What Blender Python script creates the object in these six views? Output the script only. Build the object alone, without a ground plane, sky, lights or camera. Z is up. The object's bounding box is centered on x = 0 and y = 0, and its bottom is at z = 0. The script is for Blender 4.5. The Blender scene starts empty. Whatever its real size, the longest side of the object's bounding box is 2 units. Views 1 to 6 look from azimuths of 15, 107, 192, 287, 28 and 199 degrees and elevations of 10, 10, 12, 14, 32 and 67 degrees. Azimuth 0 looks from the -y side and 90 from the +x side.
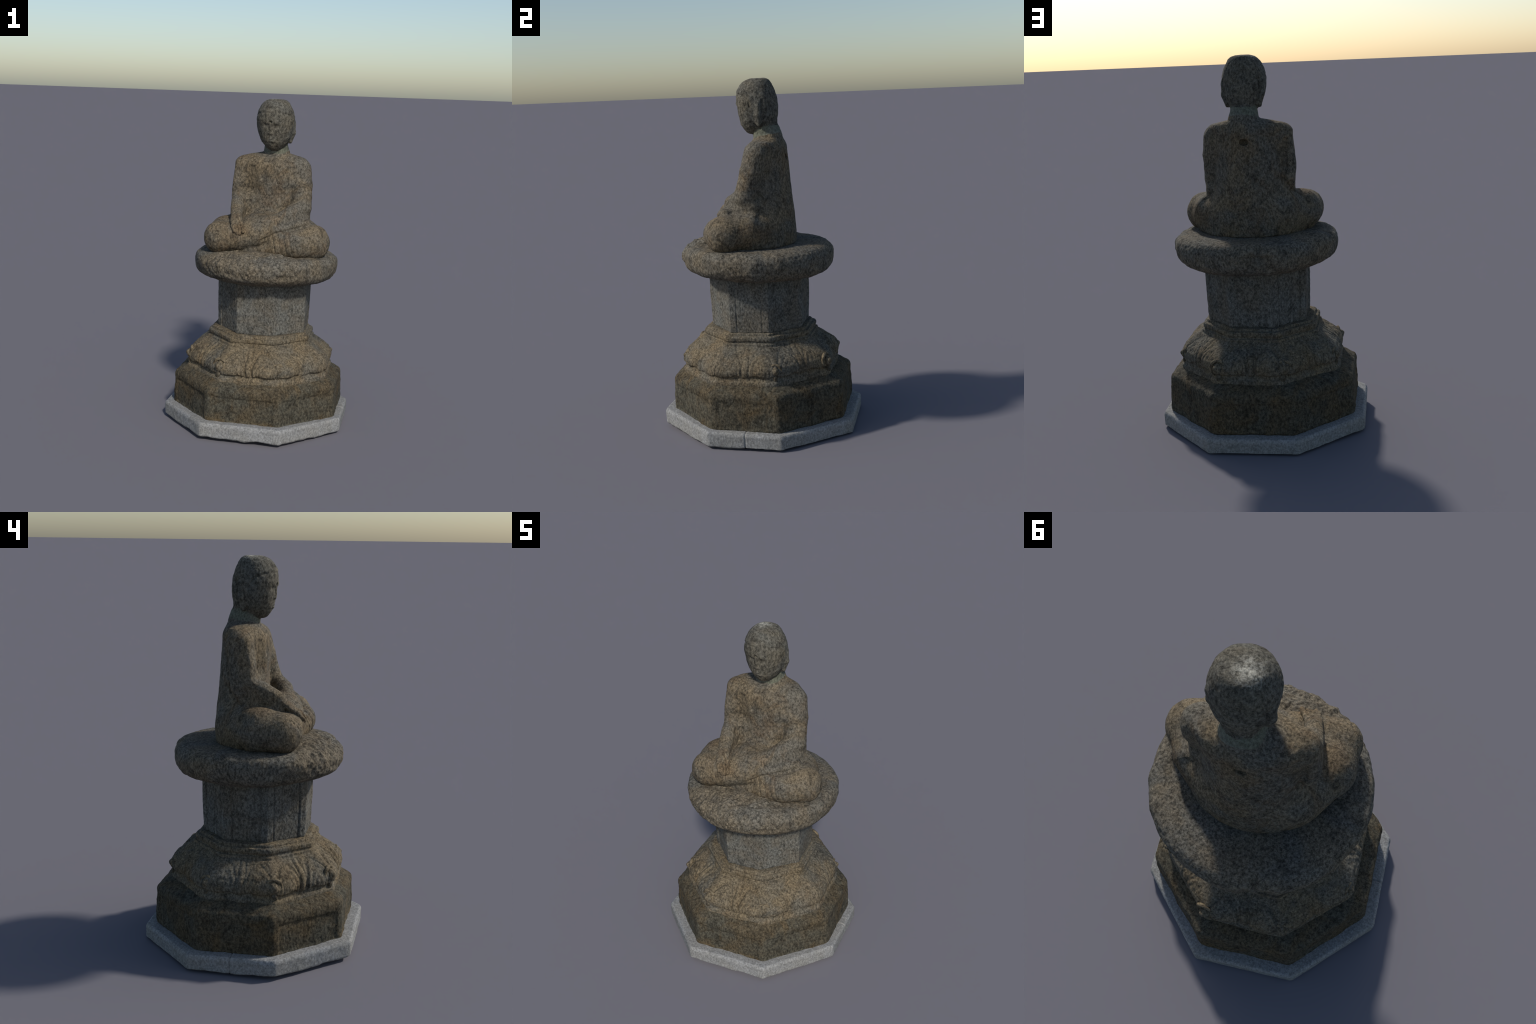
# Weathered granite seated figure on a tiered octagonal lotus pedestal.
# Everything is built from profiles, implicit body parts and noise rules.
import bpy, math
import numpy as np

rng = np.random.RandomState(7)

# --------------------------------------------------------------------------
# small numeric toolbox
# --------------------------------------------------------------------------
PERM = np.random.RandomState(11).permutation(256)
PERM = np.concatenate([PERM, PERM, PERM])
GRAD = np.random.RandomState(12).normal(size=(256, 3))
GRAD /= np.linalg.norm(GRAD, axis=1)[:, None]


def perlin(P):
    i = np.floor(P).astype(np.int64)
    f = P - i
    i &= 255
    w = f * f * f * (f * (f * 6 - 15) + 10)
    out = np.zeros(len(P))
    for dx in (0, 1):
        wx = w[:, 0] if dx else 1 - w[:, 0]
        for dy in (0, 1):
            wy = w[:, 1] if dy else 1 - w[:, 1]
            for dz in (0, 1):
                wz = w[:, 2] if dz else 1 - w[:, 2]
                h = PERM[PERM[PERM[(i[:, 0] + dx) & 255] + ((i[:, 1] + dy) & 255)] + ((i[:, 2] + dz) & 255)]
                g = GRAD[h]
                out += wx * wy * wz * (g[:, 0] * (f[:, 0] - dx) + g[:, 1] * (f[:, 1] - dy) + g[:, 2] * (f[:, 2] - dz))
    return out


def fbm(P, scale, octaves=3, gain=0.5, seed=0.0):
    P = P * scale + seed * 17.31
    total, amp = np.zeros(len(P)), 1.0
    for _ in range(octaves):
        total += amp * perlin(P)
        P = P * 2.03 + 5.7
        amp *= gain
    return total


def sstep(a, b, x):
    t = np.clip((x - a) / (b - a), 0, 1)
    return t * t * (3 - 2 * t)


def bump1(x, c, w):
    return np.exp(-((x - c) / w) ** 2)


def smooth_table(xs, ys, n=400):
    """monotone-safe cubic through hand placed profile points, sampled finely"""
    xs, ys = np.asarray(xs, float), np.asarray(ys, float)
    m = np.zeros(len(xs))
    d = np.diff(ys) / np.diff(xs)
    for k in range(1, len(xs) - 1):
        if d[k - 1] * d[k] > 0:
            m[k] = 2 * d[k - 1] * d[k] / (d[k - 1] + d[k])
    m[0], m[-1] = d[0], d[-1]
    X = np.linspace(xs[0], xs[-1], n)
    k = np.clip(np.searchsorted(xs, X) - 1, 0, len(xs) - 2)
    h = xs[k + 1] - xs[k]
    t = (X - xs[k]) / h
    Y = ((1 + 2 * t) * (1 - t) ** 2 * ys[k] + t * (1 - t) ** 2 * h * m[k]
         + t * t * (3 - 2 * t) * ys[k + 1] + t * t * (t - 1) * h * m[k + 1])
    return X, Y


# --------------------------------------------------------------------------
# materials
# --------------------------------------------------------------------------
def stone_material(name, grey, warm, dark, pale, warm_amount=0.5, dark_amount=0.5, grain=86.0,
                   patch=5.0, contrast=0.58, bump=0.5, streak=0.45, stain=None, stain_amount=0.0,
                   pale_amount=0.25, bare=None, seed=0.0):
    mat = bpy.data.materials.new(name)
    mat.use_nodes = True
    nt = mat.node_tree
    nt.nodes.clear()
    N, L = nt.nodes.new, nt.links.new
    out = N("ShaderNodeOutputMaterial")
    bsdf = N("ShaderNodeBsdfPrincipled")
    bsdf.inputs["Roughness"].default_value = 0.93
    bsdf.inputs["Specular IOR Level"].default_value = 0.12
    L(bsdf.outputs[0], out.inputs[0])
    tc = N("ShaderNodeTexCoord")
    mp = N("ShaderNodeMapping")
    mp.inputs["Location"].default_value = (seed * 3.1, seed * 1.7, seed * 2.3)
    L(tc.outputs["Object"], mp.inputs[0])

    def noise(scale, detail=3.0, rough=0.55, dist=0.0, vec=None):
        n = N("ShaderNodeTexNoise")
        n.inputs["Scale"].default_value = scale
        n.inputs["Detail"].default_value = detail
        n.inputs["Roughness"].default_value = rough
        n.inputs["Distortion"].default_value = dist
        L((vec or mp).outputs[0], n.inputs["Vector"])
        return n.outputs["Fac"]

    def ramp(fac, lo, hi):
        r = N("ShaderNodeMapRange")
        r.interpolation_type = "SMOOTHSTEP"
        r.inputs["From Min"].default_value = lo
        r.inputs["From Max"].default_value = hi
        L(fac, r.inputs["Value"])
        return r.outputs["Result"]

    def mul(a, k):
        m = N("ShaderNodeMath")
        m.operation = "MULTIPLY"
        L(a, m.inputs[0])
        if isinstance(k, (int, float)):
            m.inputs[1].default_value = k
        else:
            L(k, m.inputs[1])
        return m.outputs[0]

    def mix(fac, a, b, blend="MIX"):
        m = N("ShaderNodeMix")
        m.data_type = "RGBA"
        m.blend_type = blend
        if isinstance(fac, (int, float)):
            m.inputs[0].default_value = fac
        else:
            L(fac, m.inputs[0])
        for sock, v in ((m.inputs[6], a), (m.inputs[7], b)):
            if isinstance(v, tuple):
                sock.default_value = (*v, 1)
            else:
                L(v, sock)
        return m.outputs[2]

    stretched = N("ShaderNodeMapping")
    stretched.inputs["Scale"].default_value = (1, 1, 1 / (1 + streak))
    L(mp.outputs[0], stretched.inputs[0])

    big = ramp(noise(patch, 4, 0.6, 0.6), 0.5 - 0.16, 0.5 + 0.16)
    col = mix(mul(big, warm_amount * 1.6 if warm_amount < 0.62 else 1.0), grey, warm)
    blot = ramp(noise(patch * 3.1, 5, 0.65, 0.8), 0.5, 0.68)
    col = mix(mul(blot, dark_amount), col, dark)
    lich = ramp(noise(patch * 5.3, 4, 0.6), 0.57, 0.72)
    col = mix(mul(lich, pale_amount), col, pale)
    if stain:
        st = ramp(noise(patch * 1.3, 4, 0.6, 1.0), 0.5, 0.68)
        col = mix(mul(st, stain_amount), col, stain)
    if bare:                                            # scraped bare spot: centre, radius, colour
        dist = N("ShaderNodeVectorMath")
        dist.operation = "DISTANCE"
        L(tc.outputs["Object"], dist.inputs[0])
        dist.inputs[1].default_value = bare[0]
        wob = N("ShaderNodeMath")
        wob.operation = "MULTIPLY_ADD"
        L(noise(55, 4, 0.6, 1.5), wob.inputs[0])
        wob.inputs[1].default_value = 0.11
        L(dist.outputs["Value"], wob.inputs[2])
        inside = N("ShaderNodeMapRange")
        inside.inputs["From Min"].default_value = bare[1] + 0.085
        inside.inputs["From Max"].default_value = bare[1] + 0.035
        L(wob.outputs[0], inside.inputs["Value"])
        col = mix(mul(inside.outputs[0], 0.9), col, bare[2])
    # crystal grain: dark mica and pale feldspar
    g1 = noise(grain, 3, 0.65, 0.2, stretched)
    g2 = noise(grain * 2.3, 2, 0.6)
    gr = N("ShaderNodeMath")
    gr.operation = "ADD"
    L(mul(g1, 0.68), gr.inputs[0])
    L(mul(g2, 0.32), gr.inputs[1])
    vr = N("ShaderNodeMapRange")
    vr.inputs["From Min"].default_value = 0.39
    vr.inputs["From Max"].default_value = 0.64
    vr.inputs["To Min"].default_value = 1 - contrast
    vr.inputs["To Max"].default_value = 1 + contrast
    L(gr.outputs[0], vr.inputs["Value"])
    grey_val = N("ShaderNodeCombineColor")
    for k in range(3):
        L(vr.outputs[0], grey_val.inputs[k])
    col = mix(1.0, col, grey_val.outputs[0], "MULTIPLY")
    L(col, bsdf.inputs["Base Color"])
    bm = N("ShaderNodeBump")
    bm.inputs["Strength"].default_value = bump
    bm.inputs["Distance"].default_value = 0.004
    L(gr.outputs[0], bm.inputs["Height"])
    L(bm.outputs[0], bsdf.inputs["Normal"])
    return mat


FIG_DARK = (0.030, 0.027, 0.022)
mat_figure = stone_material("figure_granite", (0.112, 0.102, 0.082), (0.150, 0.116, 0.072), FIG_DARK, (0.185, 0.165, 0.125),
                            0.55, 0.6, grain=97, patch=5.0, stain=(0.115, 0.070, 0.034), stain_amount=0.35, seed=1)
mat_head = stone_material("head_granite", (0.098, 0.094, 0.079), (0.112, 0.096, 0.068), FIG_DARK, (0.165, 0.155, 0.125),
                          0.45, 0.55, grain=88, patch=6.0, bare=((0.022, 0.050, 2.0), 0.030, (0.30, 0.285, 0.235)), seed=2)
mat_neck = stone_material("neck_mortar", (0.135, 0.138, 0.112), (0.125, 0.128, 0.092), (0.07, 0.07, 0.055), (0.18, 0.18, 0.15),
                          0.5, 0.3, grain=104, contrast=0.4, patch=8.0, seed=3)
mat_seat = stone_material("seat_granite", (0.112, 0.104, 0.086), (0.142, 0.114, 0.076), FIG_DARK, (0.185, 0.168, 0.13),
                          0.5, 0.55, grain=90, patch=5.0, contrast=0.62, seed=5)
mat_shaft = stone_material("shaft_granite", (0.122, 0.121, 0.108), (0.118, 0.098, 0.070), (0.034, 0.033, 0.028), (0.19, 0.187, 0.165),
                           0.4, 0.55, grain=103, patch=6.0, seed=6)
mat_lotus = stone_material("lotus_granite", (0.115, 0.106, 0.085), (0.153, 0.119, 0.073), FIG_DARK, (0.185, 0.165, 0.122),
                           0.55, 0.55, grain=98, patch=4.5, stain=(0.122, 0.080, 0.040), stain_amount=0.3, seed=7)
mat_base = stone_material("base_granite", (0.070, 0.065, 0.049), (0.088, 0.066, 0.038), (0.024, 0.021, 0.015), (0.125, 0.11, 0.078),
                          0.5, 0.65, grain=88, patch=5.0, stain=(0.100, 0.066, 0.030), stain_amount=0.4, seed=8)
mat_slab = stone_material("slab_granite", (0.248, 0.249, 0.244), (0.220, 0.209, 0.182), (0.132, 0.130, 0.119), (0.330, 0.330, 0.319),
                          0.3, 0.35, grain=106, patch=5.0, contrast=0.33, bump=0.2, streak=0.3, seed=9)

# --------------------------------------------------------------------------
# object helpers
# --------------------------------------------------------------------------
thing = bpy.data.objects.new("stone_seated_figure_on_pedestal", None)
bpy.context.scene.collection.objects.link(thing)
thing["label"] = "weathered granite seated monk figure on octagonal lotus pedestal"
thing["category"] = "stone statue"


def add_object(name, mesh, parent=None):
    ob = bpy.data.objects.new(name, mesh)
    bpy.context.scene.collection.objects.link(ob)
    ob.parent = parent or thing
    return ob


def make_mesh(name, V, F, mats):
    me = bpy.data.meshes.new(name)
    me.from_pydata([], [], [])
    F = np.asarray(F)
    k = F.shape[1]
    me.vertices.add(len(V))
    me.vertices.foreach_set("co", np.asarray(V, np.float32).ravel())
    me.loops.add(F.size)
    me.loops.foreach_set("vertex_index", F.astype(np.int32).ravel())
    me.polygons.add(len(F))
    me.polygons.foreach_set("loop_start", np.arange(0, F.size, k, dtype=np.int32))
    me.update(calc_edges=True)
    me.validate()
    me.polygons.foreach_set("use_smooth", np.ones(len(me.polygons), bool))
    for m in (mats if isinstance(mats, (list, tuple)) else [mats]):
        me.materials.append(m)
    return me


def vertex_normals(V, F):
    n = np.zeros_like(V)
    a, b = V[F[:, 2]] - V[F[:, 0]], V[F[:, 3]] - V[F[:, 1]]
    fn = np.cross(a, b)
    for k in range(4):
        for c in range(3):
            n[:, c] += np.bincount(F[:, k], fn[:, c], len(V))
    return n / np.maximum(np.linalg.norm(n, axis=1), 1e-12)[:, None]


def split_mesh(V, F, labels, names, mats, parent=None):
    """cut one smooth surface into named part meshes that keep the whole surface's normals"""
    N = vertex_normals(V, F)
    made = {}
    for key, name in names.items():
        sel = F[labels == key]
        if not len(sel):
            continue
        used, inv = np.unique(sel, return_inverse=True)
        me = make_mesh(name, V[used], inv.reshape(sel.shape), mats[key])
        me.normals_split_custom_set_from_vertices(N[used].tolist())
        made[key] = add_object(name, me, parent)
    return made


# --------------------------------------------------------------------------
# turned / faceted tiers of the pedestal
# --------------------------------------------------------------------------
CORNERS = [25, 71.5, 117.2, 162.5, 206, 251, 298, 344]
SLAB_R = [0.993, 1.008, 1.002, 1.0, 0.990, 1.003, 1.005, 0.993]
BASE_R = [1.006, 1.003, 1.002, 1.0, 0.992, 1.002, 1.0, 1.008]


def octagon_radius(theta, corners=CORNERS, k=90, radii=None):
    """radius of an octagon with slightly worn corners; corner radii 1 unless given"""
    a = np.radians(corners)
    r = np.ones(8) if radii is None else np.asarray(radii, float)
    C = np.stack([r * np.cos(a), r * np.sin(a)], -1)
    s = np.zeros_like(theta)
    for i in range(8):
        e = C[(i + 1) % 8] - C[i]
        n = np.array([e[1], -e[0]]) / np.hypot(*e)
        s += np.maximum((np.cos(theta) * n[0] + np.sin(theta) * n[1]) / (n @ C[i]), 0) ** k
    return s ** (-1.0 / k) / (2 ** (-1.0 / k)) * 0.997


def resample_profile(pts, step, soften):
    pts = np.asarray(pts, float)
    seg = np.r_[0, np.cumsum(np.hypot(*np.diff(pts, axis=0).T))]
    n = max(8, int(seg[-1] / step))
    s = np.linspace(0, seg[-1], n)
    R, Z = np.interp(s, seg, pts[:, 0]), np.interp(s, seg, pts[:, 1])
    w = max(1, int(soften / step))
    ker = np.hanning(2 * w + 3)[1:-1]
    ker /= ker.sum()
    pad = w + 1
    R = np.convolve(np.pad(R, pad, mode="edge"), ker, "same")[pad:-pad]
    Z = np.convolve(np.pad(Z, pad, mode="edge"), ker, "same")[pad:-pad]
    keep = np.ones(len(R), bool)
    inner = R < 0.6 * R.max()
    keep[inner] = np.arange(inner.sum()) % 10 == 0
    keep[[0, -1]] = True
    return R[keep], Z[keep]


def tier(profile, centre, outline, n_theta, step=0.005, soften=0.01):
    """sweep a profile round the axis: returns theta, radius, height grids (rows x columns)"""
    R, Z = resample_profile(profile, step, soften)
    th = np.linspace(0, 2 * np.pi, n_theta, endpoint=False)
    TH, RR = np.meshgrid(th, R)
    ZZ = np.repeat(Z[:, None], n_theta, 1)
    return TH, RR * outline(th)[None, :], ZZ


def grid_faces(nr, nc):
    j, i = np.meshgrid(np.arange(nr - 1), np.arange(nc), indexing="ij")
    i2 = (i + 1) % nc
    return np.stack([j * nc + i, j * nc + i2, (j + 1) * nc + i2, (j + 1) * nc + i], -1).reshape(-1, 4)


def grid_vertices(TH, RR, ZZ, centre):
    return np.stack([centre[0] + RR * np.cos(TH), centre[1] + RR * np.sin(TH), ZZ], -1).reshape(-1, 3)


def roughen(V, F, terms):
    N = vertex_normals(V, F)
    d = np.zeros(len(V))
    for amp, scale, octv, seed in terms:
        d += amp * fbm(V, scale, octv, seed=seed)
    return V + N * d[:, None]


def angle_of(V, centre):
    return np.degrees(np.arctan2(V[:, 1] - centre[1], V[:, 0] - centre[0])) % 360


def face_coordinate(deg, corners=CORNERS):
    """which octagon face an angle falls on, and its place 0..1 along that face"""
    c = np.asarray(corners, float)
    idx = (np.searchsorted(c, deg, side="right") - 1) % 8
    a0 = c[idx]
    a1 = np.where(idx == 7, c[0] + 360, c[(idx + 1) % 8])
    dd = (deg - a0) % 360
    half = np.radians((a1 - a0) / 2)
    t = 0.5 + 0.5 * np.tan(np.radians(dd) - half) / np.tan(half)
    return idx, t


# --- ground slab: two pale halves with a joint --------------------------------
C0 = (0.0, 0.0)
prof = [(0.002, 0.0), (0.40, 0.0), (0.586, 0.0), (0.596, 0.012), (0.598, 0.085), (0.589, 0.099), (0.40, 0.103), (0.002, 0.103)]
TH, RR, ZZ = tier(prof, C0, lambda t: octagon_radius(t, k=160, radii=SLAB_R), 900, 0.005, 0.009)
V = grid_vertices(TH, RR, ZZ, C0)
F = grid_faces(*TH.shape)
low = 1 - sstep(0.0, 0.03, V[:, 2])
wav = fbm(V * np.array([1, 1, 0]), 9.0, 3, seed=3)
front = np.clip(-V[:, 1] / 0.55, -1, 1)
V[:, 2] += (1 - low) * (-0.026 * V[:, 1])
V[:, 2] += low * (0.010 + 0.011 * np.clip(front, 0, 1) + 0.011 * wav)
JOINT = (-176.5 % 360, 5.0)
deg = angle_of(V, C0)
dj = np.minimum(np.abs((deg - JOINT[0] + 180) % 360 - 180), np.abs((deg - JOINT[1] + 180) % 360 - 180))
rr = np.hypot(V[:, 0], V[:, 1])
groove = np.exp(-(np.radians(dj) * rr / 0.0028) ** 2) * sstep(0.4, 0.5, rr)
V = roughen(V, F, [(0.0025, 14, 3, 1), (0.0012, 60, 2, 2)])
N = vertex_normals(V, F)
V -= N * (0.006 * groove)[:, None]
V[:, 2] -= V[:, 2].min()
fc = V[F].mean(1)
fd = angle_of(fc, C0)
lab = ((fd > JOINT[1]) & (fd < JOINT[0])).astype(int)
split_mesh(V, F, lab, {0: "ground_slab", 1: "ground_slab"}, {0: mat_slab, 1: mat_slab})

# --- base block ---------------------------------------------------------------
C1 = (0.003, 0.0)
prof = [(0.002, 0.075), (0.30, 0.080), (0.530, 0.085), (0.541, 0.095), (0.540, 0.17), (0.535, 0.245), (0.537, 0.284), (0.530, 0.301), (0.513, 0.312),
        (0.475, 0.334), (0.42, 0.352), (0.2, 0.354), (0.002, 0.354)]
TH, RR, ZZ = tier(prof, C1, lambda t: octagon_radius(t, k=110, radii=BASE_R), 1000, 0.0042, 0.009)
V = grid_vertices(TH, RR, ZZ, C1)
F = grid_faces(*TH.shape)
idx, t = face_coordinate(angle_of(V, C1))
rr = np.hypot(V[:, 0], V[:, 1])
panel = sstep(0.06, 0.10, t) * sstep(0.94, 0.90, t) * sstep(0.100, 0.115, V[:, 2]) * sstep(0.262, 0.248, V[:, 2]) * sstep(0.40, 0.45, rr)
N = vertex_normals(V, F)
panel *= np.array([0.15, 0.8, 1.0, 0.6, 1.0, 1.0, 0.8, 0.5])[idx]
V -= N * (0.0055 * panel)[:, None]
V[:, 2] += -0.007 * V[:, 1]
V = roughen(V, F, [(0.006, 7, 3, 4), (0.0035, 22, 3, 5), (0.0016, 70, 2, 6)])
add_object("base_block", make_mesh("base_block", V, F, mat_base))

# --- lotus tier: down-turned double petals, corner scrolls, stepped collar -------
C2 = (0.012, -0.004)
LC = [26, 71, 116, 162, 207, 252.5, 298.5, 343]
prof = [(0.002, 0.30), (0.30, 0.30), (0.463, 0.312), (0.468, 0.335), (0.464, 0.366), (0.460, 0.378), (0.463, 0.390), (0.466, 0.410), (0.460, 0.432),
        (0.443, 0.458), (0.413, 0.483), (0.380, 0.504), (0.354, 0.521), (0.344, 0.524), (0.342, 0.538), (0.330, 0.539),
        (0.328, 0.548), (0.334, 0.552), (0.335, 0.570), (0.330, 0.577), (0.313, 0.578), (0.312, 0.590), (0.303, 0.592), (0.20, 0.597), (0.002, 0.597)]
TH, RR, ZZ = tier(prof, C2, lambda t: octagon_radius(t, LC, k=70, radii=[0.995, 1.0, 1.0, 1.0, 0.996, 1.0, 1.005, 1.02]), 1250, 0.0032, 0.0032)
V = grid_vertices(TH, RR, ZZ, C2)
F = grid_faces(*TH.shape)
deg = angle_of(V, C2)
idx, t = face_coordinate(deg, LC)
z = V[:, 2]
wear = np.array([0.30, 0.95, 0.65, 0.32, 0.65, 1.0, 0.40, 0.28])[idx]          # some faces are worn almost smooth
tw = t + 0.035 * fbm(V, 8, 2, seed=9)
zone = sstep(0.374, 0.388, z) * sstep(0.530, 0.50, z)
relief = np.zeros(len(V))
for lobe_t in (0.235, 0.765):                          # two plump lobes per face, halves of the corner petals
    e = np.sqrt(((tw - lobe_t) / 0.175) ** 2 + ((z - 0.400) / 0.092) ** 2)
    relief += 0.0100 * np.clip(1 - e * e, 0, 1)
    relief += 0.0040 * bump1(e, 1.00, 0.08) - 0.0080 * bump1(e, 1.20, 0.10) - 0.0032 * bump1(e, 0.80, 0.06)
    relief -= 0.0020 * bump1(e, 0.48, 0.07)
relief += 0.0050 * bump1(tw, 0.5, 0.030) - 0.0062 * (bump1(tw, 0.445, 0.017) + bump1(tw, 0.555, 0.017))   # wedge between petals
relief += 0.005 * (bump1(tw, 0.0, 0.03) + bump1(tw, 1.0, 0.03)) * sstep(0.47, 0.44, z)
relief *= zone * wear
# scalloped lower lip
lip_z = 0.392 - 0.014 * np.abs(np.sin(np.pi * 3 * tw))
relief -= 0.008 * sstep(lip_z + 0.003, lip_z - 0.006, z) * sstep(0.350, 0.362, z) * (np.hypot(V[:, 0] - C2[0], V[:, 1] - C2[1]) > 0.36)
N = vertex_normals(V, F)
V = V + N * relief[:, None]
V = roughen(V, F, [(0.006, 6, 3, 10), (0.0025, 24, 3, 11), (0.0015, 75, 2, 12)])
fc = V[F].mean(1)
fi, ft = face_coordinate(angle_of(fc, C2), LC)
lab = np.where((fc[:, 2] > 0.368) & (fc[:, 2] < 0.535), 1 + (fi + (ft > 0.5)) % 8, 0)
fr = np.hypot(fc[:, 0] - C2[0], fc[:, 1] - C2[1])
lab = np.where(fr < 0.32, 0, lab)
parts = split_mesh(V, F, lab, {0: "lotus_tier", **{k: "lotus_petal" for k in range(1, 9)}}, {k: mat_lotus for k in range(9)})
lotus = parts[0]
for k, ob in parts.items():
    if k:
        ob.parent = lotus


def tube(points, radii, sides=12):
    P = np.asarray(points, float)
    T = np.gradient(P, axis=0)
    T /= np.linalg.norm(T, axis=1)[:, None]
    ref = np.array([1.0, 0, 0])
    V, F = [], []
    for p, tt, r in zip(P, T, radii):
        u = ref - tt * (ref @ tt)
        u /= np.linalg.norm(u)
        w = np.cross(tt, u)
        for a in np.arange(sides) / sides * 2 * np.pi:
            V.append(p + r * (u * math.cos(a) + w * math.sin(a)))
    n = len(P)
    for j in range(n - 1):
        for a in range(sides):
            b = (a + 1) % sides
            F.append((j * sides + a, j * sides + b, (j + 1) * sides + b, (j + 1) * sides + a))
    return np.array(V), np.array(F)


def ball(c, r, n=20):
    u = np.linspace(0.02, math.pi - 0.02, n)
    th = np.linspace(0, 2 * math.pi, n * 2, endpoint=False)
    U, T = np.meshgrid(u, th, indexing="ij")
    V = np.stack([c[0] + r[0] * np.sin(U) * np.cos(T), c[1] + r[1] * np.sin(U) * np.sin(T), c[2] + r[2] * np.cos(U)], -1).reshape(-1, 3)
    return V, grid_faces(n, n * 2)


# corner scroll: x outward, y sideways, z up
a = np.linspace(-0.9, 2.6, 40)
arc = np.stack([-0.003 - 0.006 * np.abs(a - 0.8) / 2, 0.034 * np.cos(a), 0.034 * np.sin(a)], -1)
pv, pf = [], []
for vv, ff in (tube(arc, 0.0075 * np.sqrt(np.sin(np.linspace(0.15, 3.0, 40)))), ball((0, 0, 0), (0.017, 0.021, 0.023)),
               ball((0.010, 0.003, 0.002), (0.012, 0.012, 0.013)), ball((-0.008, 0, -0.034), (0.014, 0.013, 0.022))):
    pf.append(ff + sum(len(v) for v in pv))
    pv.append(vv)
pv, pf = np.concatenate(pv), np.concatenate(pf)
pv = pv + 0.0015 * np.stack([perlin(pv * 90 + k * 7) for k in range(3)], -1)
scroll_mesh = make_mesh("corner_scroll", pv, pf, mat_lotus)
for k, (cdeg, cr, cz, sc) in enumerate([(26, .462, .415, .85), (71, .470, .412, 1.05), (116, .462, .412, 1.05), (162, .462, .415, .85), (207, .462, .420, 1.0), (252.5, .462, .424, 1.1),
                                        (298.5, .458, .424, 0.9), (343, .458, .415, .8)]):
    ob = add_object("corner_scroll", scroll_mesh, lotus)
    ca = math.radians(cdeg)
    ob.location = (C2[0] + (cr - 0.012) * math.cos(ca), C2[1] + (cr - 0.012) * math.sin(ca), cz)
    ob.rotation_euler = (0.15 * math.sin(k * 2.1), -0.12, ca)
    sc *= 1.2
    ob.scale = (sc, sc * (-1 if k % 2 else 1), sc)

# --- shaft with corner pilasters -----------------------------------------------
C3 = (0.023, 0.0)
SC = [26, 71, 117.5, 161, 206, 252, 291.5, 342]
prof = [(0.002, 0.584), (0.25, 0.584), (0.284, 0.586), (0.290, 0.596), (0.293, 0.66), (0.296, 0.74), (0.297, 0.82), (0.297, 0.905), (0.25, 0.907), (0.002, 0.907)]
TH, RR, ZZ = tier(prof, C3, lambda t: octagon_radius(t, SC, k=320, radii=[1.0, 1.0, 1.01, 1.0, 0.988, 1.008, 0.978, 1.02]), 1200, 0.0045, 0.008)
V = grid_vertices(TH, RR, ZZ, C3)
F = grid_faces(*TH.shape)
idx, t = face_coordinate(angle_of(V, C3), SC)
rr = np.hypot(V[:, 0] - C3[0], V[:, 1] - C3[1])
zone = sstep(0.2, 0.25, rr)
gdepth = np.array([0.7, 0.8, 1.2, 1.3, 1.4, 0.6, 0.4, 0.5])[idx]
line = np.exp(-((t - 0.17) / 0.02) ** 2) + np.exp(-((t - 0.83) / 0.02) ** 2)
inset = sstep(0.15, 0.19, t) * sstep(0.85, 0.81, t)
N = vertex_normals(V, F)
V -= N * (zone * gdepth * (0.0042 * line + 0.0028 * inset))[:, None]
V = roughen(V, F, [(0.0025, 7, 3, 20), (0.0020, 24, 3, 21), (0.0013, 75, 2, 22)])
add_object("pedestal_shaft", make_mesh("pedestal_shaft", V, F, mat_shaft))

# --- round seat: worn lotus cushion with a broken front rim and chips -------------
C4 = (0.026, 0.003)
prof = [(0.002, 0.880), (0.26, 0.880), (0.290, 0.886), (0.330, 0.891), (0.375, 0.900), (0.412, 0.924), (0.433, 0.958), (0.441, 0.995), (0.441, 1.028),
        (0.430, 1.052), (0.408, 1.068), (0.37, 1.075), (0.30, 1.076), (0.15, 1.076), (0.002, 1.076)]
TH, RR, ZZ = tier(prof, C4, lambda t: np.ones_like(t), 1100, 0.0042, 0.012)
V = grid_vertices(TH, RR, ZZ, C4)
F = grid_faces(*TH.shape)
deg = angle_of(V, C4)
rr = np.hypot(V[:, 0] - C4[0], V[:, 1] - C4[1])
top = sstep(1.0, 1.05, V[:, 2])
rough_zone = sstep(215, 235, deg) * sstep(306, 301, deg)
V[:, 2] += top * rough_zone * (0.016 * sstep(0.40, 0.27, rr) - 0.014 * sstep(0.34, 0.43, rr))
under = sstep(0.96, 0.90, V[:, 2])
V[:, 2] += -0.003 - 0.022 * V[:, 1] + under * (0.011 - 0.014 * V[:, 1])
V = roughen(V, F, [(0.008, 4.5, 2, 30), (0.006, 13, 3, 31), (0.0022, 45, 3, 32)])
N = vertex_normals(V, F)
extra = 0.015 * fbm(V, 24, 3, seed=33) * sstep(0.93, 1.0, V[:, 2]) * rough_zone * sstep(0.22, 0.3, rr)
dchip = np.abs((deg - 105 + 180) % 360 - 180) * np.pi / 180 * 0.43
chip = np.exp(-(dchip / 0.014) ** 2) * sstep(0.93, 1.02, V[:, 2]) * sstep(0.37, 0.42, rr)
chip += 0.7 * np.exp(-((dchip - 0.03) / 0.03) ** 2) * sstep(0.90, 0.95, V[:, 2]) * sstep(1.03, 1.0, V[:, 2]) * sstep(0.37, 0.42, rr)
V += N * (extra - 0.026 * chip)[:, None]
add_object("lotus_seat", make_mesh("lotus_seat", V, F, mat_seat))

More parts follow.
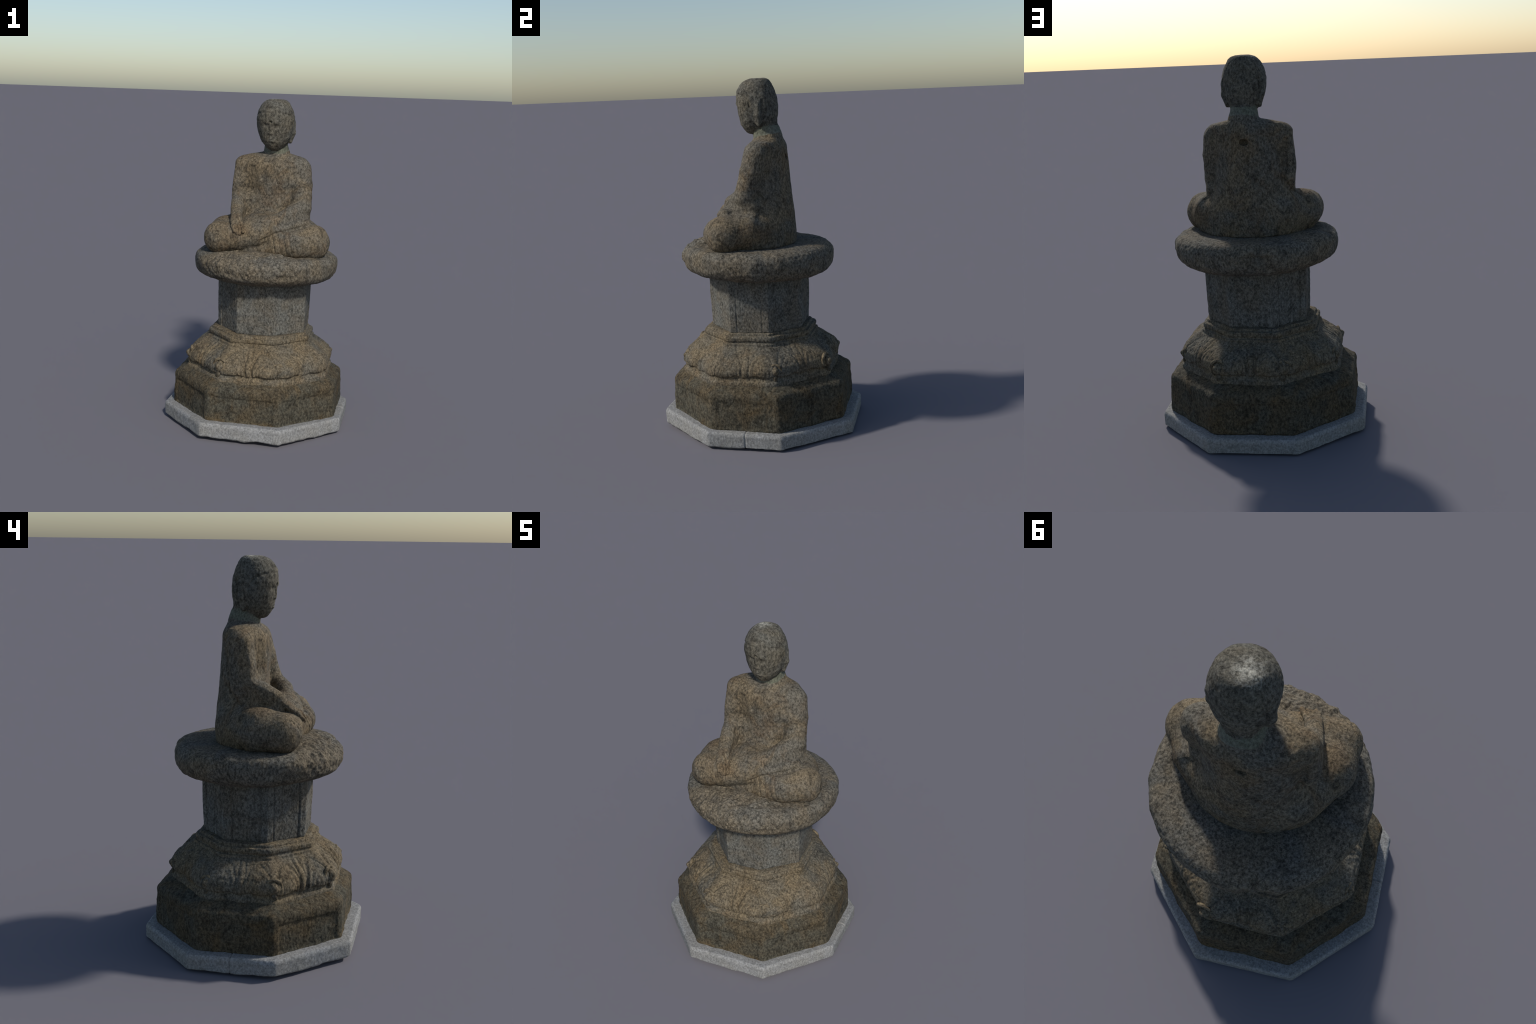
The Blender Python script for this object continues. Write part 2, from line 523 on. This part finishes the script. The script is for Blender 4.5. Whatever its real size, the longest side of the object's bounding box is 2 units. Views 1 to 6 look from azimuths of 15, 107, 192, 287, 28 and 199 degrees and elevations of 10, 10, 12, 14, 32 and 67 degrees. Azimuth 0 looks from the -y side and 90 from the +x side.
# --------------------------------------------------------------------------
# the seated figure: implicit parts in a body frame turned 10 degrees
# p = figure's left, q = toward its back, z up
# --------------------------------------------------------------------------
BODY_O, BODY_A = np.array([0.03, 0.05]), math.radians(10)
HEAD_O, HEAD_A = np.array([0.046, 0.042]), math.radians(-2)


def to_frame(P, O, A):
    x, y = P[:, 0] - O[0], P[:, 1] - O[1]
    c, s = math.cos(A), math.sin(A)
    return np.stack([x * c + y * s, -x * s + y * c, P[:, 2]], -1)


def smin(a, b, k):
    h = np.clip(0.5 + 0.5 * (b - a) / k, 0, 1)
    return b + (a - b) * h - k * h * (1 - h)


def smax(a, b, k):
    return -smin(-a, -b, k)


class Loft:
    """stack of superellipse sections: z, centre p, half width, front q, back q, exponent"""

    def __init__(self, rows):
        rows = np.asarray(rows, float)
        self.z0, self.z1 = rows[0, 0], rows[-1, 0]
        self.tab = [smooth_table(rows[:, 0], rows[:, k]) for k in range(1, rows.shape[1])]

    def __call__(self, P):
        z = np.clip(P[:, 2], self.z0, self.z1)
        vals = [np.interp(z, *t) for t in self.tab]
        pc, a, qf, qb, n = vals[:5]
        qc = (qb + qf) / 2 if len(vals) < 7 else vals[6]
        if len(vals) > 5:
            n = np.where(P[:, 1] > qc, vals[5], n)
        b = np.where(P[:, 1] > qc, qb - qc, qc - qf)
        dx, dy = np.abs(P[:, 0] - pc) / a, np.abs(P[:, 1] - qc) / b
        f = (dx ** n + dy ** n + 1e-9) ** (1 / n)
        d = (f - 1) * np.minimum(a, b)
        return smax(smax(d, P[:, 2] - self.z1, 0.008), self.z0 - P[:, 2], 0.008)


def limb(P, pts, k=0.0):
    """tapered rounded limb along control points (p, q, z, radius)"""
    best = None
    for (a, b) in zip(pts[:-1], pts[1:]):
        A, B = np.array(a[:3]), np.array(b[:3])
        ab = B - A
        h = np.clip(((P - A) @ ab) / (ab @ ab), 0, 1)
        d = np.linalg.norm(P - A - h[:, None] * ab, axis=1) - (a[3] + (b[3] - a[3]) * h)
        best = d if best is None else smin(best, d, max(k, 0.012))
    return best


def ellipsoid(P, c, r, yaw=0.0, pitch=0.0):
    Q = P - np.array(c)
    cy, sy = math.cos(yaw), math.sin(yaw)
    x, y = Q[:, 0] * cy + Q[:, 1] * sy, -Q[:, 0] * sy + Q[:, 1] * cy
    cp, sp_ = math.cos(pitch), math.sin(pitch)
    y, zz = y * cp + Q[:, 2] * sp_, -y * sp_ + Q[:, 2] * cp
    k0 = np.sqrt((x / r[0]) ** 2 + (y / r[1]) ** 2 + (zz / r[2]) ** 2)
    k1 = np.sqrt((x / r[0] ** 2) ** 2 + (y / r[1] ** 2) ** 2 + (zz / r[2] ** 2) ** 2)
    return k0 * (k0 - 1) / np.maximum(k1, 1e-9)


head_loft = Loft([  # z, centre, half width, front, back, exponent   (head frame)
    (1.690, 0.0, 0.020, -0.050, 0.020, 2.0),
    (1.700, 0.0, 0.040, -0.068, 0.050, 2.0),
    (1.715, 0.0, 0.058, -0.081, 0.080, 2.0),
    (1.740, 0.0, 0.080, -0.095, 0.098, 2.1),
    (1.770, 0.0, 0.097, -0.104, 0.106, 2.1),
    (1.830, 0.0, 0.112, -0.114, 0.113, 2.15),
    (1.880, 0.0, 0.116, -0.120, 0.110, 2.15),
    (1.920, 0.0, 0.109, -0.120, 0.101, 2.1),
    (1.957, 0.0, 0.092, -0.103, 0.086, 2.1),
    (1.977, 0.0, 0.079, -0.087, 0.074, 2.1),
    (1.990, 0.0, 0.062, -0.064, 0.064, 2.1),
    (1.999, -0.006, 0.038, -0.038, 0.050, 2.1)])

torso_loft = Loft([  # z, centre, half width, front, back, front exponent, back exponent, widest q
    (1.040, 0.0, 0.255, -0.15, 0.176, 2.2, 2.0, -0.02),
    (1.120, 0.0, 0.258, -0.15, 0.180, 2.2, 2.0, -0.02),
    (1.200, 0.0, 0.240, -0.13, 0.176, 2.2, 1.95, -0.01),
    (1.300, 0.0, 0.200, -0.095, 0.167, 2.2, 1.85, 0.0),
    (1.400, 0.0, 0.190, -0.085, 0.157, 2.3, 1.85, 0.0),
    (1.500, 0.003, 0.190, -0.092, 0.150, 2.4, 1.9, 0.0),
    (1.580, 0.006, 0.200, -0.090, 0.143, 2.4, 1.9, 0.01),
    (1.620, 0.006, 0.200, -0.080, 0.138, 2.3, 2.0, 0.02),
    (1.645, 0.006, 0.188, -0.054, 0.128, 2.2, 2.0, 0.02),
    (1.660, 0.006, 0.142, -0.036, 0.118, 2.1, 2.0, 0.03),
    (1.672, 0.006, 0.085, -0.026, 0.108, 2.1, 2.0, 0.03)])


def body_parts(P):
    B = to_frame(P, BODY_O, BODY_A)
    H = to_frame(P, HEAD_O, HEAD_A)
    d = {}
    # head with hollows
    head = head_loft(H)
    for sgn in (-1, 1):
        head = smax(head, -ellipsoid(H, (sgn * 0.040, -0.121, 1.838), (0.026, 0.016, 0.013)), 0.012)
    head = smin(head, limb(H, [(0, -0.108, 1.850, 0.008), (0, -0.104, 1.80, 0.013)]), 0.012)
    for sgn in (-1, 1):
        head = smin(head, limb(H, [(sgn * 0.006, -0.110, 1.858, 0.006), (sgn * 0.035, -0.106, 1.866, 0.007), (sgn * 0.062, -0.090, 1.858, 0.006)]), 0.012)
    head = smin(head, ellipsoid(H, (0, -0.089, 1.752), (0.026, 0.012, 0.010)), 0.014)
    head = smax(head, -ellipsoid(H, (0.001, -0.1165, 1.863), (0.0075, 0.012, 0.0075)), 0.004)
    d["head"] = head
    for sgn, nm in ((-1, "ear_r"), (1, "ear_l")):
        d[nm] = limb(H, [(sgn * 0.098, 0.036, 1.862, 0.017), (sgn * 0.097, 0.034, 1.80, 0.018), (sgn * 0.080, 0.030, 1.742, 0.0165)])
    d["neck"] = limb(H, [(0.0, 0.036, 1.77, 0.070), (-0.005, 0.042, 1.70, 0.069), (-0.006, 0.046, 1.63, 0.078)])
    nk = ellipsoid(H, (-0.006, 0.085, 1.66), (0.075, 0.045, 0.075))
    d["neck"] = smin(d["neck"], nk, 0.03)
    Bs = B.copy()
    Bs[:, 1] += (0.04 + 0.06 * sstep(1.2, 1.45, B[:, 2])) * B[:, 0]
    tor = torso_loft(Bs)
    # hollow of the lap and of the flanks beside the chest
    tor = smax(tor, -limb(B, [(-0.135, -0.098, 1.575, 0.040), (-0.120, -0.100, 1.45, 0.050), (-0.118, -0.125, 1.35, 0.036)]), 0.025)
    d["torso"] = tor
    d["arm_r"] = limb(B, [(-0.172, 0.032, 1.582, 0.067), (-0.188, 0.020, 1.48, 0.067), (-0.192, 0.010, 1.375, 0.066),
                          (-0.196, -0.080, 1.345, 0.050), (-0.194, -0.165, 1.312, 0.038)])
    d["arm_r"] = smin(d["arm_r"], limb(B, [(-0.190, 0.0, 1.32, 0.050), (-0.196, -0.10, 1.285, 0.045), (-0.196, -0.16, 1.265, 0.038)]), 0.02)
    d["arm_r"] = smax(d["arm_r"], np.where(B[:, 2] > 1.26, -0.238 - 0.006 * np.sin(B[:, 2] * 23) - B[:, 0], -1.0), 0.006)
    d["arm_l"] = limb(B, [(0.176, -0.015, 1.578, 0.067), (0.190, -0.042, 1.48, 0.064), (0.194, -0.080, 1.355, 0.061),
                          (0.130, -0.155, 1.308, 0.050), (0.050, -0.185, 1.272, 0.042)])
    d["arm_l"] = smin(d["arm_l"], limb(B, [(0.192, -0.05, 1.30, 0.058), (0.19, -0.135, 1.265, 0.050), (0.12, -0.16, 1.258, 0.040)]), 0.02)
    hr = ellipsoid(B, (-0.190, -0.205, 1.282), (0.036, 0.056, 0.025), 0.0, 0.65)
    for k, off in enumerate((-0.028, -0.010, 0.008, 0.026)):
        x0 = -0.186 + off
        hr = smin(hr, limb(B, [(x0, -0.225, 1.270, 0.0105), (x0 + 0.012, -0.262, 1.244, 0.0105), (x0 + 0.022, -0.290, 1.204 + 0.012 * (k in (0, 3)), 0.009)]), 0.003)
    d["hand_r"] = hr
    hl = ellipsoid(B, (0.0, -0.205, 1.268), (0.062, 0.045, 0.026), -0.45, 0.35)
    d["hand_l"] = hl
    d["leg_r"] = limb(B, [(-0.15, 0.035, 1.167, 0.110), (-0.258, -0.082, 1.166, 0.113), (-0.285, -0.192, 1.160, 0.098), (-0.18, -0.210, 1.168, 0.083),
                          (-0.04, -0.208, 1.192, 0.070), (0.09, -0.205, 1.220, 0.054)])
    d["foot_r"] = limb(B, [(0.09, -0.205, 1.226, 0.050), (0.17, -0.200, 1.250, 0.042), (0.225, -0.185, 1.258, 0.038)])
    d["leg_l"] = limb(B, [(0.11, -0.01, 1.165, 0.100), (0.215, -0.09, 1.163, 0.112), (0.270, -0.190, 1.155, 0.106), (0.17, -0.236, 1.146, 0.090),
                          (0.07, -0.238, 1.124, 0.068), (-0.01, -0.230, 1.100, 0.045)])
    return d, B, H


def body_sdf(P):
    d, B, H = body_parts(P)
    lap = ellipsoid(B, (0.0, -0.11, 1.208), (0.22, 0.158, 0.106))
    legs = smin(d["leg_r"], d["foot_r"], 0.012)
    legs = smin(legs, d["leg_l"], 0.008)
    legs = smin(legs, limb(B, [(-0.24, -0.175, 1.105, 0.055), (-0.10, -0.195, 1.100, 0.055), (0.0, -0.20, 1.100, 0.050)]), 0.012)
    f = smin(d["torso"], lap, 0.03)
    back = sstep(-0.14, -0.02, B[:, 1])
    f = smin(f, legs, 0.025 + 0.035 * back)
    f = smin(f, d["arm_r"], 0.009)
    f = smin(f, smin(d["arm_l"], d["hand_l"], 0.03), 0.016)
    f = smin(f, d["hand_r"], 0.007)
    hd = smin(smin(d["head"], d["ear_r"], 0.010), d["ear_l"], 0.010)
    nk = smin(d["neck"], f, 0.022)
    f = smin(hd, nk, 0.010)
    # open hollow between the right forearm and the belly
    f = smax(f, -limb(B, [(-0.134, -0.062, 1.56, 0.014), (-0.135, -0.060, 1.45, 0.024), (-0.136, -0.085, 1.37, 0.021), (-0.132, -0.135, 1.312, 0.015)]), 0.014)
    # crease behind the right arm
    f = smax(f, -limb(B, [(-0.192, 0.092, 1.56, 0.010), (-0.188, 0.082, 1.42, 0.013), (-0.172, 0.075, 1.34, 0.010)]), 0.012)
    # cavity in the upper back
    f = smax(f, -ellipsoid(P, (0.024, 0.188, 1.558), (0.024, 0.034, 0.017)), 0.005)
    f = smax(f, -limb(P, [(0.015, 0.196, 1.565, 0.012), (-0.006, 0.198, 1.578, 0.006)]), 0.004)
    return smax(f, 1.066 - P[:, 2], 0.01)


def surface_nets(sdf, lo, hi, h, block=5):
    n = np.ceil((np.asarray(hi) - lo) / h / block).astype(int) * block + 1
    coarse_axes = [lo[k] + h * block * np.arange((n[k] - 1) // block + 1) for k in range(3)]
    CX = np.stack(np.meshgrid(*coarse_axes, indexing="ij"), -1)
    cs = sdf(CX.reshape(-1, 3)).reshape(CX.shape[:3])
    near = np.abs(cs) < h * block * 2.0
    cell = np.zeros([m - 1 for m in near.shape], bool)
    for dx in (0, 1):
        for dy in (0, 1):
            for dz in (0, 1):
                cell |= near[dx:dx + cell.shape[0], dy:dy + cell.shape[1], dz:dz + cell.shape[2]]
    fine = np.empty(n, np.float32)
    ix = [np.minimum(np.arange(n[k]) // block, cs.shape[k] - 1) for k in range(3)]
    fine[:] = cs[np.ix_(*ix)]
    mask = np.zeros(n, bool)
    big = np.repeat(np.repeat(np.repeat(cell, block, 0), block, 1), block, 2)
    for dx in (0, 1):
        for dy in (0, 1):
            for dz in (0, 1):
                mask[dx:dx + big.shape[0], dy:dy + big.shape[1], dz:dz + big.shape[2]] |= big
    ids = np.argwhere(mask)
    vals = np.empty(len(ids), np.float32)
    for a in range(0, len(ids), 400000):
        vals[a:a + 400000] = sdf(lo + h * ids[a:a + 400000])
    fine[mask] = vals
    neg = fine < 0
    corners = [neg[dx:n[0] - 1 + dx, dy:n[1] - 1 + dy, dz:n[2] - 1 + dz] for dx in (0, 1) for dy in (0, 1) for dz in (0, 1)]
    count = np.sum(corners, axis=0)
    active = (count > 0) & (count < 8)
    cid = np.argwhere(active)
    lookup = -np.ones(active.shape, np.int64)
    lookup[active] = np.arange(len(cid))
    acc, cnt = np.zeros((len(cid), 3)), np.zeros(len(cid))
    for ax in range(3):
        o1, o2 = [k for k in range(3) if k != ax]
        for b1 in (0, 1):
            for b2 in (0, 1):
                off = np.zeros(3, int)
                off[o1], off[o2] = b1, b2
                A = cid + off
                Bq = A.copy()
                Bq[:, ax] += 1
                va, vb = fine[tuple(A.T)], fine[tuple(Bq.T)]
                cross = (va < 0) != (vb < 0)
                t = np.where(cross, va / np.where(cross, va - vb, 1), 0)
                pt = A.astype(float)
                pt[:, ax] += t
                acc[cross] += pt[cross]
                cnt[cross] += 1
    V = lo + h * acc / cnt[:, None]
    faces = []
    for ax in range(3):
        o1, o2 = (ax + 1) % 3, (ax + 2) % 3
        sl = [slice(None)] * 3
        sl2 = [slice(None)] * 3
        sl[ax], sl2[ax] = slice(0, n[ax] - 1), slice(1, n[ax])
        cross = neg[tuple(sl)] != neg[tuple(sl2)]
        E_ = np.argwhere(cross)
        E_ = E_[(E_[:, o1] > 0) & (E_[:, o2] > 0) & (E_[:, o1] < n[o1] - 1) & (E_[:, o2] < n[o2] - 1)]
        quad = []
        for b1, b2 in ((0, 0), (1, 0), (1, 1), (0, 1)):
            c = E_.copy()
            c[:, o1] -= 1 - b1
            c[:, o2] -= 1 - b2
            quad.append(lookup[tuple(c.T)])
        Q = np.stack(quad, -1)
        inside = neg[tuple(E_.T)]
        Q[~inside] = Q[~inside][:, ::-1]
        faces.append(Q)
    return V, np.concatenate(faces)


def gradient(sdf, V, e=0.0015):
    g = np.zeros_like(V)
    for k in range(3):
        o = np.zeros(3)
        o[k] = e
        g[:, k] = (sdf(V + o) - sdf(V - o)) / (2 * e)
    return g


LO, HI, STEP = np.array([-0.42, -0.36, 1.04]), np.array([0.50, 0.30, 2.03]), 0.0030
V, F = surface_nets(body_sdf, LO, HI, STEP)
for _ in range(2):
    g = gradient(body_sdf, V)
    gl = np.maximum((g ** 2).sum(1), 0.05)
    V -= np.clip(body_sdf(V) / gl, -0.004, 0.004)[:, None] * g

# carved lines: drapery folds, hair line, ear outline, arm-back crease
N = vertex_normals(V, F)
d, B, H = body_parts(V)
disp = np.zeros(len(V))


def carve(Q, path, width, depth, sel):
    dist = np.full(len(Q), 9.0)
    for a, b in zip(path[:-1], path[1:]):
        a, b = np.array(a), np.array(b)
        ab = b - a
        h = np.clip(((Q - a) @ ab) / (ab @ ab), 0, 1)
        dist = np.minimum(dist, np.linalg.norm(Q - a - h[:, None] * ab, axis=1))
    return -depth * np.exp(-(dist / width) ** 2) * sel


for k in range(6):                                        # folds over the left shin
    p0 = 0.03 + 0.034 * k
    disp += carve(B[:, [0, 2]], [(p0, 1.215), (p0 + 0.028, 1.10)], 0.0065, 0.0055 * (1 - 0.1 * k), (B[:, 1] < -0.2) & (B[:, 0] > 0.0))
for k in range(5):                                        # folds over the right knee
    p0 = -0.235 - 0.026 * k
    disp += carve(B[:, [0, 2]], [(p0, 1.235), (p0 + 0.020, 1.17), (p0 + 0.012, 1.09)], 0.007, 0.0036, (B[:, 1] < -0.17) & (B[:, 0] < -0.15))
disp += carve(B[:, [0, 2]], [(-0.03, 1.165), (0.072, 1.218), (0.16, 1.238), (0.235, 1.262)], 0.008, 0.007, (B[:, 1] < -0.16))
disp += carve(B[:, [0, 2]], [(0.02, 1.252), (0.094, 1.272), (0.17, 1.290)], 0.008, 0.006, (B[:, 1] < -0.13))
hz = H[:, 1:]                                             # (q, z) seen from the side
both = np.abs(H[:, 0]) > 0.05
disp += carve(hz, [(-0.085, 1.915), (-0.045, 1.900), (-0.015, 1.868), (-0.010, 1.845)], 0.0055, 0.0052, both & (H[:, 2] > 1.70))
disp += carve(H[:, [0, 2]], [(-0.085, 1.912), (-0.04, 1.922), (0.0, 1.916), (0.04, 1.922), (0.085, 1.912)], 0.007, 0.0025, H[:, 1] < -0.04)
disp += carve(H[:, [0, 2]], [(-0.022, 1.752), (0.0, 1.755), (0.022, 1.752)], 0.004, 0.0025, (H[:, 1] < -0.06) & (H[:, 2] > 1.72))
disp += carve(hz, [(0.062, 1.880), (0.058, 1.80), (0.056, 1.745), (0.030, 1.722), (0.008, 1.742)], 0.0055, 0.0075, both & (H[:, 2] > 1.705))
disp += carve(B[:, [0, 2]], [(-0.10, 1.425), (-0.03, 1.412), (0.08, 1.425)], 0.012, 0.0022, (B[:, 1] < -0.04) & (np.abs(B[:, 0]) < 0.12))
disp += carve(B[:, [0, 2]], [(-0.02, 1.345), (0.03, 1.335), (0.07, 1.35)], 0.008, 0.003, (B[:, 1] < -0.06))
amp = 0.0016 + 0.001 * (V[:, 2] > 1.72)
disp += amp * fbm(V, 38, 3, seed=40) + 0.0030 * fbm(V, 12, 3, seed=41) + 0.0007 * fbm(V, 110, 2, seed=42)
V += N * disp[:, None]
V[:, 2] = np.minimum(V[:, 2], 2.0)

fc = V[F].mean(1)
d, B, H = body_parts(fc)
order = ["head", "ear_r", "ear_l", "neck", "torso", "arm_r", "arm_l", "hand_r", "hand_l", "leg_r", "leg_l"]
d["leg_r"] = np.minimum(d["leg_r"], d["foot_r"])
stack = np.stack([d[k] for k in order])
stack[3] = np.where((H[:, 2] > 1.674 + 0.19 * H[:, 1] + 0.01 * perlin(fc * 30)) & (H[:, 2] < 1.738 + 0.01 * perlin(fc * 40 + 9)), stack[3], 9)
lab = np.argmin(stack, 0)
names = {0: "head", 1: "ear", 2: "ear", 3: "neck", 4: "torso", 5: "arm", 6: "arm", 7: "hand", 8: "hand", 9: "leg", 10: "leg"}
mats = {k: mat_figure for k in names}
mats.update({0: mat_head, 1: mat_head, 2: mat_head, 3: mat_neck})
parts = split_mesh(V, F, lab, names, mats)
for child, par in ((1, 0), (2, 0), (7, 5), (8, 6)):
    if child in parts and par in parts:
        parts[child].parent = parts[par]
